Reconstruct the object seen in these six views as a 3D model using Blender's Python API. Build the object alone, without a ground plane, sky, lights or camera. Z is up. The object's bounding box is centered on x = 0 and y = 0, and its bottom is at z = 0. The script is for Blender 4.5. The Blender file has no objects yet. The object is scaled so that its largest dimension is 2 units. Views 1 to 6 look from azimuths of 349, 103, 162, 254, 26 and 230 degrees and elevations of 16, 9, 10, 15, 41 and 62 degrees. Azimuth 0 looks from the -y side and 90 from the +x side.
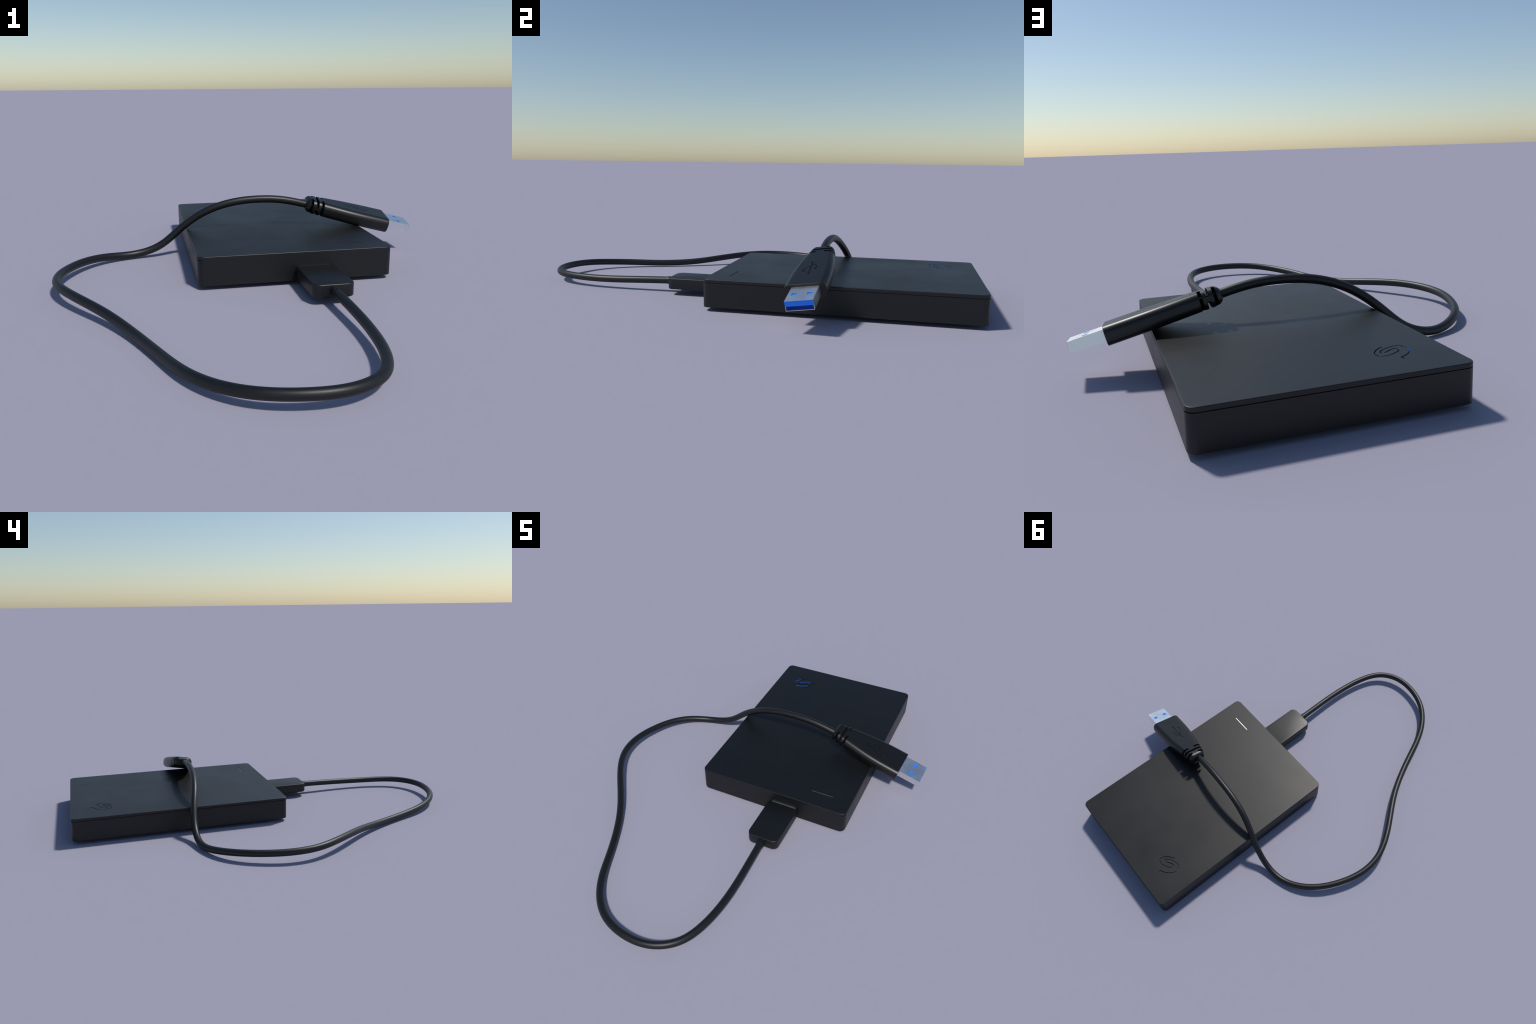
"""Portable hard drive: flat black enclosure with engraved lid, looped cord, two plugs."""
import bpy, bmesh, math
from mathutils import Vector, Matrix

# ------------------------------------------------------------------ materials
def plastic(name, colour, rough, rough_var=0.03, scale=9.0, grain=0.0, spec=0.5):
    m = bpy.data.materials.new(name)
    m.use_nodes = True
    nt = m.node_tree
    b = nt.nodes["Principled BSDF"]
    b.inputs["Base Color"].default_value = (*colour, 1)
    b.inputs["Specular IOR Level"].default_value = spec
    tc = nt.nodes.new("ShaderNodeTexCoord")
    n = nt.nodes.new("ShaderNodeTexNoise")
    n.inputs["Scale"].default_value = scale
    n.inputs["Detail"].default_value = 3.0
    nt.links.new(tc.outputs["Object"], n.inputs["Vector"])
    r = nt.nodes.new("ShaderNodeMapRange")
    r.inputs["From Min"].default_value = 0.3
    r.inputs["From Max"].default_value = 0.7
    r.inputs["To Min"].default_value = rough - rough_var
    r.inputs["To Max"].default_value = rough + rough_var
    nt.links.new(n.outputs["Fac"], r.inputs["Value"])
    nt.links.new(r.outputs["Result"], b.inputs["Roughness"])
    # a very slight tone drift, as on handled plastic
    mx = nt.nodes.new("ShaderNodeMix")
    mx.data_type = 'RGBA'
    mx.inputs[6].default_value = (*[c * 0.9 for c in colour], 1)
    mx.inputs[7].default_value = (*[c * 1.1 for c in colour], 1)
    nt.links.new(n.outputs["Fac"], mx.inputs[0])
    nt.links.new(mx.outputs[2], b.inputs["Base Color"])
    if grain > 0:
        g = nt.nodes.new("ShaderNodeTexNoise")
        g.inputs["Scale"].default_value = 400.0
        nt.links.new(tc.outputs["Object"], g.inputs["Vector"])
        bp = nt.nodes.new("ShaderNodeBump")
        bp.inputs["Strength"].default_value = grain
        bp.inputs["Distance"].default_value = 0.001
        nt.links.new(g.outputs["Fac"], bp.inputs["Height"])
        nt.links.new(bp.outputs["Normal"], b.inputs["Normal"])
    return m

def metal(name, colour, rough):
    m = plastic(name, colour, rough, 0.03, 20.0)
    m.node_tree.nodes["Principled BSDF"].inputs["Metallic"].default_value = 1.0
    return m

M_CASE = plastic("matt_black_plastic", (0.0040, 0.0041, 0.0043), 0.43, 0.040, 4.5)
M_CORD = plastic("satin_black_rubber", (0.0050, 0.0051, 0.0053), 0.455, 0.02, 14.0)
M_GRIP = plastic("moulded_black_plastic", (0.0042, 0.0043, 0.0046), 0.39, 0.02, 12.0)
M_SLOT_SHADE = plastic("slot_shade_darkened", (0.0030, 0.0030, 0.0032), 0.85, 0.02, 12.0, spec=0.15)  # grip plastic darkened and dulled to bake deep shadow into the slots
M_STEEL = metal("bright_steel", (0.93, 0.94, 0.94), 0.34)
M_LED = metal("indicator_metal", (0.70, 0.695, 0.69), 0.36)
M_BLUE = plastic("blue_plastic", (0.012, 0.20, 0.92), 0.45, 0.02, 10.0)

# ------------------------------------------------------------------ helpers
def mesh_object(name, bm, mat, parent, matrix=None, smooth=math.radians(35), flat=True):
    bmesh.ops.recalc_face_normals(bm, faces=bm.faces)
    me = bpy.data.meshes.new(name)
    bm.to_mesh(me)
    bm.free()
    ob = bpy.data.objects.new(name, me)
    bpy.context.scene.collection.objects.link(ob)
    me.materials.append(mat)
    if matrix is not None:
        ob.matrix_world = matrix
    if parent is not None:
        ob.parent = parent
        ob.matrix_parent_inverse = parent.matrix_basis.inverted()
    if smooth:
        shade(ob, smooth, flat)
    return ob

def shade(ob, angle, flat=True):
    """Smooth by angle, then weight the normals by face area so that flats stay flat."""
    me = ob.data
    me.shade_smooth()
    me.set_sharp_from_angle(angle=angle)
    if not flat:
        return
    md = ob.modifiers.new("weighted_normals", 'WEIGHTED_NORMAL')
    md.mode = 'FACE_AREA'
    md.weight = 100
    md.keep_sharp = True

def loft(bm, rings, closed_ends=True):
    """Skin a list of rings (lists of equal length of 3D points)."""
    rows = [[bm.verts.new(p) for p in ring] for ring in rings]
    n = len(rows[0])
    for a, b in zip(rows[:-1], rows[1:]):
        for i in range(n):
            j = (i + 1) % n
            bm.faces.new((a[i], a[j], b[j], b[i]))
    if closed_ends:
        bm.faces.new(rows[0][::-1])
        bm.faces.new(rows[-1])
    return rows

def rounded_rect(x0, x1, y0, y1, r, seg=10):
    """Counter-clockwise outline; r is one radius or four (x1y0, x1y1, x0y1, x0y0)."""
    rr = r if isinstance(r, (tuple, list)) else (r,) * 4
    out = []
    for (cx, cy, a0, q) in ((x1 - rr[0], y0 + rr[0], -90, rr[0]), (x1 - rr[1], y1 - rr[1], 0, rr[1]),
                            (x0 + rr[2], y1 - rr[2], 90, rr[2]), (x0 + rr[3], y0 + rr[3], 180, rr[3])):
        for k in range(seg + 1):
            a = math.radians(a0 + 90 * k / seg)
            out.append((cx + q * math.cos(a), cy + q * math.sin(a)))
    return out

def box(bm, x0, x1, y0, y1, z0, z1):
    loft(bm, [[(x0, y0, z), (x1, y0, z), (x1, y1, z), (x0, y1, z)] for z in (z0, z1)])

def rounded_block(bm, x0, x1, y0, y1, z0, z1, r, bevel, seg=10, bseg=4):
    """Plan-rounded slab with a small round on the top and bottom edges."""
    levels = []
    for k in range(bseg + 1):
        a = math.pi / 2 * k / bseg
        levels.append((z0 + bevel * (1 - math.sin(a)), bevel * (1 - math.cos(a))))
    levels = levels[::-1]
    top = [(z1 - (z - z0), d) for z, d in levels[::-1]]
    rr = r if isinstance(r, (tuple, list)) else (r,) * 4
    rings = []
    for z, d in levels + top:
        ring = rounded_rect(x0 + d, x1 - d, y0 + d, y1 - d, [max(q - d, 1e-4) for q in rr], seg)
        rings.append([(x, y, z) for x, y in ring])
    loft(bm, rings)

def spline(knots, per=12):
    """Natural cubic spline through the knots (uniform parameter)."""
    n = len(knots)
    P = [Vector(k) for k in knots]
    # tridiagonal solve for second derivatives
    c = [0.0] * n
    d = [Vector((0, 0, 0)) for _ in range(n)]
    for i in range(1, n - 1):
        rhs = 6 * (P[i - 1] - 2 * P[i] + P[i + 1])
        den = 4 - c[i - 1]
        c[i] = 1 / den
        d[i] = (rhs - d[i - 1]) / den
    m = [Vector((0, 0, 0)) for _ in range(n)]
    for i in range(n - 2, 0, -1):
        m[i] = d[i] - c[i] * m[i + 1]
    out = []
    for i in range(n - 1):
        for k in range(per):
            t = k / per
            a, b = 1 - t, t
            out.append(a * P[i] + b * P[i + 1] + ((a**3 - a) * m[i] + (b**3 - b) * m[i + 1]) / 6)
    out.append(P[-1])
    return out

def sweep_tube(bm, path, radius, sides=24):
    """Round tube along a path, with parallel-transported rings."""
    tang = []
    for i in range(len(path)):
        a, b = path[max(i - 1, 0)], path[min(i + 1, len(path) - 1)]
        tang.append((b - a).normalized())
    u = tang[0].orthogonal().normalized()
    rings = []
    for p, t in zip(path, tang):
        u = (u - t * u.dot(t)).normalized()
        v = t.cross(u)
        rings.append([p + radius * (math.cos(2 * math.pi * k / sides) * u + math.sin(2 * math.pi * k / sides) * v)
                      for k in range(sides)])
    loft(bm, rings)

def ribbon(bm, pts, width, z0, z1, shift=0.0):
    """Closed prism following a flat polyline: an engraving stroke (or an inlay strip)."""
    P = [Vector((x, y)) for x, y in pts]
    L, R = [], []
    for i in range(len(P)):
        a, b = P[max(i - 1, 0)], P[min(i + 1, len(P) - 1)]
        t = (b - a).normalized()
        nrm = Vector((-t.y, t.x))
        L.append(P[i] + nrm * (shift + width / 2))
        R.append(P[i] + nrm * (shift - width / 2))
    rings = []
    for l, r in zip(L, R):
        rings.append([(l.x, l.y, z0), (r.x, r.y, z0), (r.x, r.y, z1), (l.x, l.y, z1)])
    loft(bm, rings)

def curve2d(pts, per=8):
    return [(p.x, p.y) for p in spline([(x, y, 0) for x, y in pts], per)]

def carve(ob, builders):
    """Subtract each cutter (a function filling a bmesh in the object's own space)."""
    for fn in builders:
        bm = bmesh.new()
        fn(bm)
        bmesh.ops.recalc_face_normals(bm, faces=bm.faces)
        me = bpy.data.meshes.new("cutter")
        bm.to_mesh(me)
        bm.free()
        cut = bpy.data.objects.new("cutter", me)
        bpy.context.scene.collection.objects.link(cut)
        cut.matrix_world = ob.matrix_world
        md = ob.modifiers.new("carve", 'BOOLEAN')
        md.operation = 'DIFFERENCE'
        md.solver = 'EXACT'
        md.object = cut
        bpy.context.view_layer.update()
        dg = bpy.context.evaluated_depsgraph_get()
        new = bpy.data.meshes.new_from_object(ob.evaluated_get(dg))
        ob.modifiers.clear()
        old = ob.data
        ob.data = new
        bpy.data.meshes.remove(old)
        bpy.data.objects.remove(cut)
        bpy.data.meshes.remove(me)

# ------------------------------------------------------------------ root
root = bpy.data.objects.new("portable_hard_drive", None)
root.location = (0.1335, 0.4655, 0.0)
bpy.context.scene.collection.objects.link(root)
root["label"] = "flat black portable hard drive with looped black USB cord"
root["category"] = "hard drive"
bpy.context.view_layer.update()

# ------------------------------------------------------------------ enclosure
X0, X1, Y0, Y1 = -0.2404, 0.5057, -0.0733, 1.0000
ZB, ZT = 0.0131, 0.1249            # underside and top of the enclosure
RC = 0.0255                        # plan radius of the vertical corners
GZ0, GZ1, GD = 0.1100, 0.1130, 0.0035   # parting groove: bottom, top, depth

def case_ring(z, inset, groove=0.0):
    """One outline of the enclosure; the groove skips the flat front face."""
    base = rounded_rect(X0, X1, Y0, Y1, RC, 12)
    gi = rounded_rect(X0 + inset, X1 - inset, Y0 + inset, Y1 - inset, max(RC - inset, 1e-3), 12)
    gg = rounded_rect(X0 + inset + groove, X1 - inset - groove, Y0 + inset + groove, Y1 - inset - groove,
                      max(RC - inset - groove, 1e-3), 12)
    ring = []
    for (bx, by), a, g in zip(base, gi, gg):
        w = min(1.0, max(0.0, (by - Y0 - 0.0008) / 0.003))   # 0 on the front flat, 1 elsewhere
        ring.append((a[0] + (g[0] - a[0]) * w, a[1] + (g[1] - a[1]) * w, z))
    return ring

BT, BB = 0.0030, 0.0012
def edge_levels(z, bev, up, seg=4):
    out = []
    for k in range(seg + 1):
        a = math.pi / 2 * k / seg
        out.append((z - up * bev * (1 - math.sin(a)), bev * (1 - math.cos(a))))
    return out

bm = bmesh.new()
rings = [case_ring(z, d) for z, d in edge_levels(ZB, BB, -1)[::-1]]
rings += [case_ring(GZ0, 0), case_ring(GZ0, 0, GD), case_ring((GZ0 + GZ1) / 2, 0, GD)]
loft(bm, rings)
case = mesh_object("case", bm, M_CASE, root)

bm = bmesh.new()
rings = [case_ring((GZ0 + GZ1) / 2, 0, GD), case_ring(GZ1, 0, GD), case_ring(GZ1, 0)]
rings += [case_ring(z, d) for z, d in edge_levels(ZT, BT, 1)]
loft(bm, rings)
lid = mesh_object("lid", bm, M_CASE, root, smooth=None)

# engraved emblem: five arcs of a two-fold swirl, each a narrow trench
emblem = [
    [(-0.0746, 0.7998), (-0.0655, 0.8046), (-0.0535, 0.8133), (-0.0421, 0.8240), (-0.0330, 0.8369), (-0.0293, 0.8526), (-0.0330, 0.8660)],
    [(-0.0504, 0.8460), (-0.0502, 0.8367), (-0.0603, 0.8250), (-0.0750, 0.8165), (-0.0915, 0.8098), (-0.1084, 0.8062), (-0.1229, 0.8070), (-0.1335, 0.8115)],
    [(-0.0590, 0.8440), (-0.0696, 0.8394), (-0.0835, 0.8309), (-0.0948, 0.8255), (-0.1038, 0.8245), (-0.1093, 0.8262)],
    [(-0.1028, 0.8353), (-0.1046, 0.8397), (-0.1008, 0.8455), (-0.0894, 0.8540), (-0.0726, 0.8630), (-0.0560, 0.8680), (-0.0440, 0.8680), (-0.0370, 0.8655)],
    [(-0.0813, 0.8935), (-0.0970, 0.8862), (-0.1131, 0.8754), (-0.1250, 0.8631), (-0.1330, 0.8509), (-0.1355, 0.8368), (-0.1310, 0.8230), (-0.1245, 0.8165)],
]
emblem = [curve2d(s) for s in emblem]
tail = [(-0.0822, 0.8925), (-0.0840, 0.8990), (-0.0868, 0.9080)]
EW, ED = 0.0040, 0.0036
def stroke(pts):
    return lambda b: ribbon(b, pts, EW, ZT - ED, ZT + 0.01)
LX0, LX1, LY0, LY1 = 0.3055, 0.4140, 0.0132, 0.0194
def led_slot(b):
    rr = rounded_rect(LX0, LX1, LY0, LY1, 0.0026, 5)
    loft(b, [[(x, y, z) for x, y in rr] for z in (ZT - 0.0042, ZT + 0.01)])
carve(lid, [stroke(s) for s in emblem] + [stroke(tail), led_slot])
shade(lid, math.radians(35))

# blue inlay seen on some trench walls
bm = bmesh.new()
for idx, lo, hi, side in ((4, 0.33, 0.92, -1), (1, 0.20, 0.88, -1), (3, 0.17, 0.74, 1)):
    s = emblem[idx]
    part = s[int(lo * len(s)):int(hi * len(s))]
    ribbon(bm, part, 0.00020, ZT - ED, ZT - 0.0004, shift=side * (EW / 2 - 0.00015))
ribbon(bm, [(-0.0845, 0.9010), (-0.0862, 0.9062)], 0.00020, ZT - ED, ZT - 0.0004, shift=EW / 2 - 0.00015)
mesh_object("emblem_inlay", bm, M_BLUE, lid)

bm = bmesh.new()
rr = rounded_rect(LX0 + 0.0002, LX1 - 0.0002, LY0 + 0.0002, LY1 - 0.0002, 0.0024, 5)
loft(bm, [[(x, y, z) for x, y in rr] for z in (ZT - 0.0060, ZT - 0.0027)])
mesh_object("indicator_light", bm, M_LED, lid)

# ------------------------------------------------------------------ cord
CORD_R = 0.0160
cord_knots = [
    (0.2000, -0.3350, 0.0488), (0.2035, -0.4529, 0.0454), (0.2052, -0.5708, 0.0412), (0.1991, -0.6886, 0.0383),
    (0.1795, -0.8049, 0.0388), (0.1314, -0.9117, 0.0405), (0.0343, -0.9745, 0.0428), (-0.0828, -0.9790, 0.0430),
    (-0.1940, -0.9413, 0.0386), (-0.2832, -0.8655, 0.0305), (-0.3470, -0.7667, 0.0236), (-0.3933, -0.6584, 0.0180),
    (-0.4393, -0.5497, 0.0174), (-0.4915, -0.4441, 0.0230), (-0.5533, -0.3443, 0.0345), (-0.6226, -0.2492, 0.0446),
    (-0.6882, -0.1514, 0.0496), (-0.7346, -0.0434, 0.0482), (-0.7412, 0.0739, 0.0452), (-0.7114, 0.1877, 0.0407),
    (-0.6576, 0.2924, 0.0350), (-0.5768, 0.3768, 0.0246), (-0.4718, 0.4258, 0.0172), (-0.3600, 0.4331, 0.0485),
    (-0.2693, 0.4208, 0.1215), (-0.1767, 0.3968, 0.1900), (-0.0681, 0.3803, 0.2324), (0.0485, 0.3737, 0.2476),
    (0.1661, 0.3691, 0.2430), (0.2600, 0.3665, 0.2240), (0.3100, 0.3655, 0.2115)]
bm = bmesh.new()
sweep_tube(bm, spline(cord_knots, 12), CORD_R, 28)
cable = mesh_object("cable", bm, M_CORD, root)

# ------------------------------------------------------------------ drive-side plug
PX0, PX1, PY0, PY1, PZ0, PZ1 = 0.1255, 0.2742, -0.3168, -0.0810, 0.0236, 0.0726
bm = bmesh.new()
rounded_block(bm, PX0, PX1, PY0, PY1, PZ0, PZ1, (0.028, 0.008, 0.008, 0.028), 0.0045, 10)
mesh_object("drive_plug", bm, M_CASE, cable, flat=False)

bm = bmesh.new()
rounded_block(bm, PX0 + 0.014, PX1 - 0.013, PY1 - 0.012, Y0 + 0.010, PZ0 + 0.006, PZ1 - 0.0055, 0.004, 0.001, 4)
mesh_object("plug_tongue", bm, M_STEEL, cable)

bm = bmesh.new()                                   # short collar where the cord leaves the plug
prof = [(-0.310, 0.0178), (-0.3395, 0.0178), (-0.3420, 0.0170), (-0.3420, 0.0150)]
rings = [[(0.2 + r * math.cos(2 * math.pi * k / 32), y, 0.0487 + r * math.sin(2 * math.pi * k / 32)) for k in range(32)]
         for y, r in prof]
loft(bm, rings)
mesh_object("cord_collar", bm, M_CORD, cable)

# ------------------------------------------------------------------ computer-side plug
# local frame: x forward to the tip, y to the side, z up; origin at the tip of the metal shell
up = Vector((0.2381, -0.1700, 0.9562)).normalized()
fw = Vector((0.964, -0.043, -0.262))
fw = (fw - up * fw.dot(up)).normalized()
sd = up.cross(fw)
PLUG = Matrix(((fw.x, sd.x, up.x, 0.75005), (fw.y, sd.y, up.y, 0.35745), (fw.z, sd.z, up.z, 0.10385), (0, 0, 0, 1)))

T_FRONT, T_BACK = -0.1105, -0.4845
GZ = -0.0025                                      # the grip sits this much lower than the shell
BC = -0.0050                                      # sideways offset of the grip against the shell
width_profile = [(-0.1105, 0.0800), (-0.1800, 0.0800), (-0.2400, 0.0785), (-0.3000, 0.0735), (-0.3600, 0.0655),
                 (-0.4200, 0.0555), (-0.4600, 0.0490), (-0.4880, 0.0440)]
def half_width(t):
    for (t0, w0), (t1, w1) in zip(width_profile[:-1], width_profile[1:]):
        if t0 >= t >= t1:
            k = (t - t0) / (t1 - t0)
            return w0 + (w1 - w0) * k
    return width_profile[-1][1]
def half_width_smooth(t, d=0.03):
    tt = [min(T_FRONT, max(T_BACK, t + d * k / 4)) for k in range(-4, 5)]
    return sum(half_width(q) for q in tt) / 9
HH, GR = 0.0315, 0.0250                            # half height, round of the long edges

grooves = [(-0.4090, -0.4200, 'sides'), (-0.4320, -0.4430, 'flats'), (-0.4560, -0.4670, 'sides')]
G_DEEP = 0.0190
def groove_amount(t, y, z):
    """1 inside a relief slot at this spot of the outline, else 0."""
    for t0, t1, kind in grooves:
        if t0 >= t >= t1:
            if kind == 'sides':
                return 1.0 if abs(y) > 0.019 else 0.0
            return 1.0 if abs(z) > 0.009 else 0.0
    return 0.0

def outline(t, inset):
    a = half_width_smooth(t) - inset
    h = HH - inset
    r = max(0.004, GR - inset)
    # dense outline: straight flats subdivided so slots can end on them
    pts = []
    def line(p, q, n):
        for k in range(n):
            pts.append((p[0] + (q[0] - p[0]) * k / n, p[1] + (q[1] - p[1]) * k / n))
    def arc(cx, cy, a0, n=12):
        for k in range(n):
            an = math.radians(a0 + 90 * k / n)
            pts.append((cx + r * math.cos(an), cy + r * math.sin(an)))
    line((a, -h + r), (a, h - r), 4); arc(a - r, h - r, 0)
    line((a - r, h), (-a + r, h), 30); arc(-a + r, h - r, 90)
    line((-a, h - r), (-a, -h + r), 4); arc(-a + r, -h + r, 180)
    line((-a + r, -h), (a - r, -h), 30); arc(a - r, -h + r, 270)
    return pts

def grip_ring(t, inset, cut):
    """Grip outline at t; slot points fall back to an outline set G_DEEP further in."""
    outer, inner = outline(t, inset), outline(t, inset + G_DEEP)
    ring = []
    for o, i in zip(outer, inner):
        y, z = i if cut and groove_amount(t, o[0], o[1]) else o
        ring.append((t, y + BC, z + GZ))
    return ring

def dome(t):
    """How far the outline has drawn in towards the rounded back end."""
    k = max(0.0, (-0.4560 - t) / (-0.4560 - T_BACK))
    return 0.0210 * (1 - math.sqrt(max(0.0, 1 - k * k)))

bm = bmesh.new()
rings = []
for t, ins in ((T_FRONT, 0.0012), (T_FRONT - 0.0004, 0.0004), (T_FRONT - 0.0012, 0.0)):
    rings.append(grip_ring(t, ins, False))
t = T_FRONT - 0.012
while t > -0.400:
    rings.append(grip_ring(t, 0, False))
    t -= 0.012
for t0, t1, kind in grooves:
    rings += [grip_ring(t0 + 0.0002, dome(t0), False), grip_ring(t0, dome(t0), True),
              grip_ring(t1, dome(t1), True), grip_ring(t1 - 0.0002, dome(t1), False)]
for k in range(1, 11):                             # domed back end
    an = math.pi / 2 * (0.26 + 0.74 * k / 10)
    t = -0.4560 + (T_BACK + 0.4560) * math.sin(an)
    rings.append(grip_ring(t, dome(t), False))
rows = loft(bm, rings)
for row in rows:                                   # slot faces take the darkened shade material, killing their glints
    for v in row:
        t, y, z = v.co.x, v.co.y - BC, v.co.z - GZ
        if t < -0.4085:
            a = half_width_smooth(t) - dome(t)
            h = HH - dome(t)
            if abs(y) < a - 0.010 and abs(z) < h - 0.010 and t > -0.4675:
                for f in v.link_faces:
                    f.material_index = 1
grip = mesh_object("plug_grip", bm, M_GRIP, cable, PLUG, smooth=None)
grip.data.materials.append(M_SLOT_SHADE)

# engraved trident on the upper face
SW, SD = 0.0028, 0.0028
trident = [
    [(-0.3000, -0.0095), (-0.2640, -0.0085), (-0.2010, -0.0065)],
    [(-0.3130, -0.0185), (-0.3030, -0.0145), (-0.2990, -0.0080), (-0.3030, -0.0005), (-0.3090, 0.0030)],
    [(-0.2880, -0.0075), (-0.2800, 0.0010), (-0.2700, 0.0105), (-0.2570, 0.0120), (-0.2440, 0.0085), (-0.2380, 0.0110), (-0.2385, 0.0190)],
    [(-0.2680, -0.0130), (-0.2560, -0.0240), (-0.2400, -0.0310), (-0.2240, -0.0335), (-0.2190, -0.0290), (-0.2215, -0.0205)],
    [(-0.2040, -0.0130), (-0.1990, -0.0070), (-0.2030, 0.0005)],
]
def trident_cut(pts):
    return lambda b: ribbon(b, pts, SW, HH + GZ - SD, HH + GZ + 0.01)
carve(grip, [trident_cut(curve2d(s, 5)) for s in trident])
shade(grip, math.radians(40))

# metal shell: open-ended tube, upper plate pierced by two windows
SWH, SHH, TH = 0.0510, 0.0188, 0.0016
bm = bmesh.new()
box(bm, -0.125, 0.0, -SWH, SWH, -SHH, SHH)
shell = mesh_object("plug_shell", bm, M_STEEL, cable, PLUG, smooth=None)
def bore(b):
    box(b, -0.0900, 0.02, -SWH + TH, SWH - TH, -SHH + TH, SHH - TH)
def window(y):
    return lambda b: box(b, -0.0610, -0.0445, y - 0.0086, y + 0.0086, SHH - 0.006, SHH + 0.01)
carve(shell, [bore, window(-0.0280), window(0.0284)])

bm = bmesh.new()                                   # blue tongue filling the upper half, wall at the back
box(bm, -0.0890, -0.0003, -SWH + TH + 0.0001, SWH - TH - 0.0001, -0.0010, SHH - TH - 0.0012)
box(bm, -0.0003, 0.0005, -SWH + 0.0001, SWH - 0.0001, -0.0010, SHH - 0.0002)   # its face covers the upper rim
tongue = mesh_object("plug_insert", bm, M_BLUE, cable, PLUG, smooth=None)
bm = bmesh.new()
box(bm, -0.0890, -0.0450, -SWH + TH + 0.0004, SWH - TH - 0.0004, -SHH + TH + 0.0004, -0.0012)
mesh_object("plug_insert", bm, M_BLUE, cable, PLUG, smooth=None)
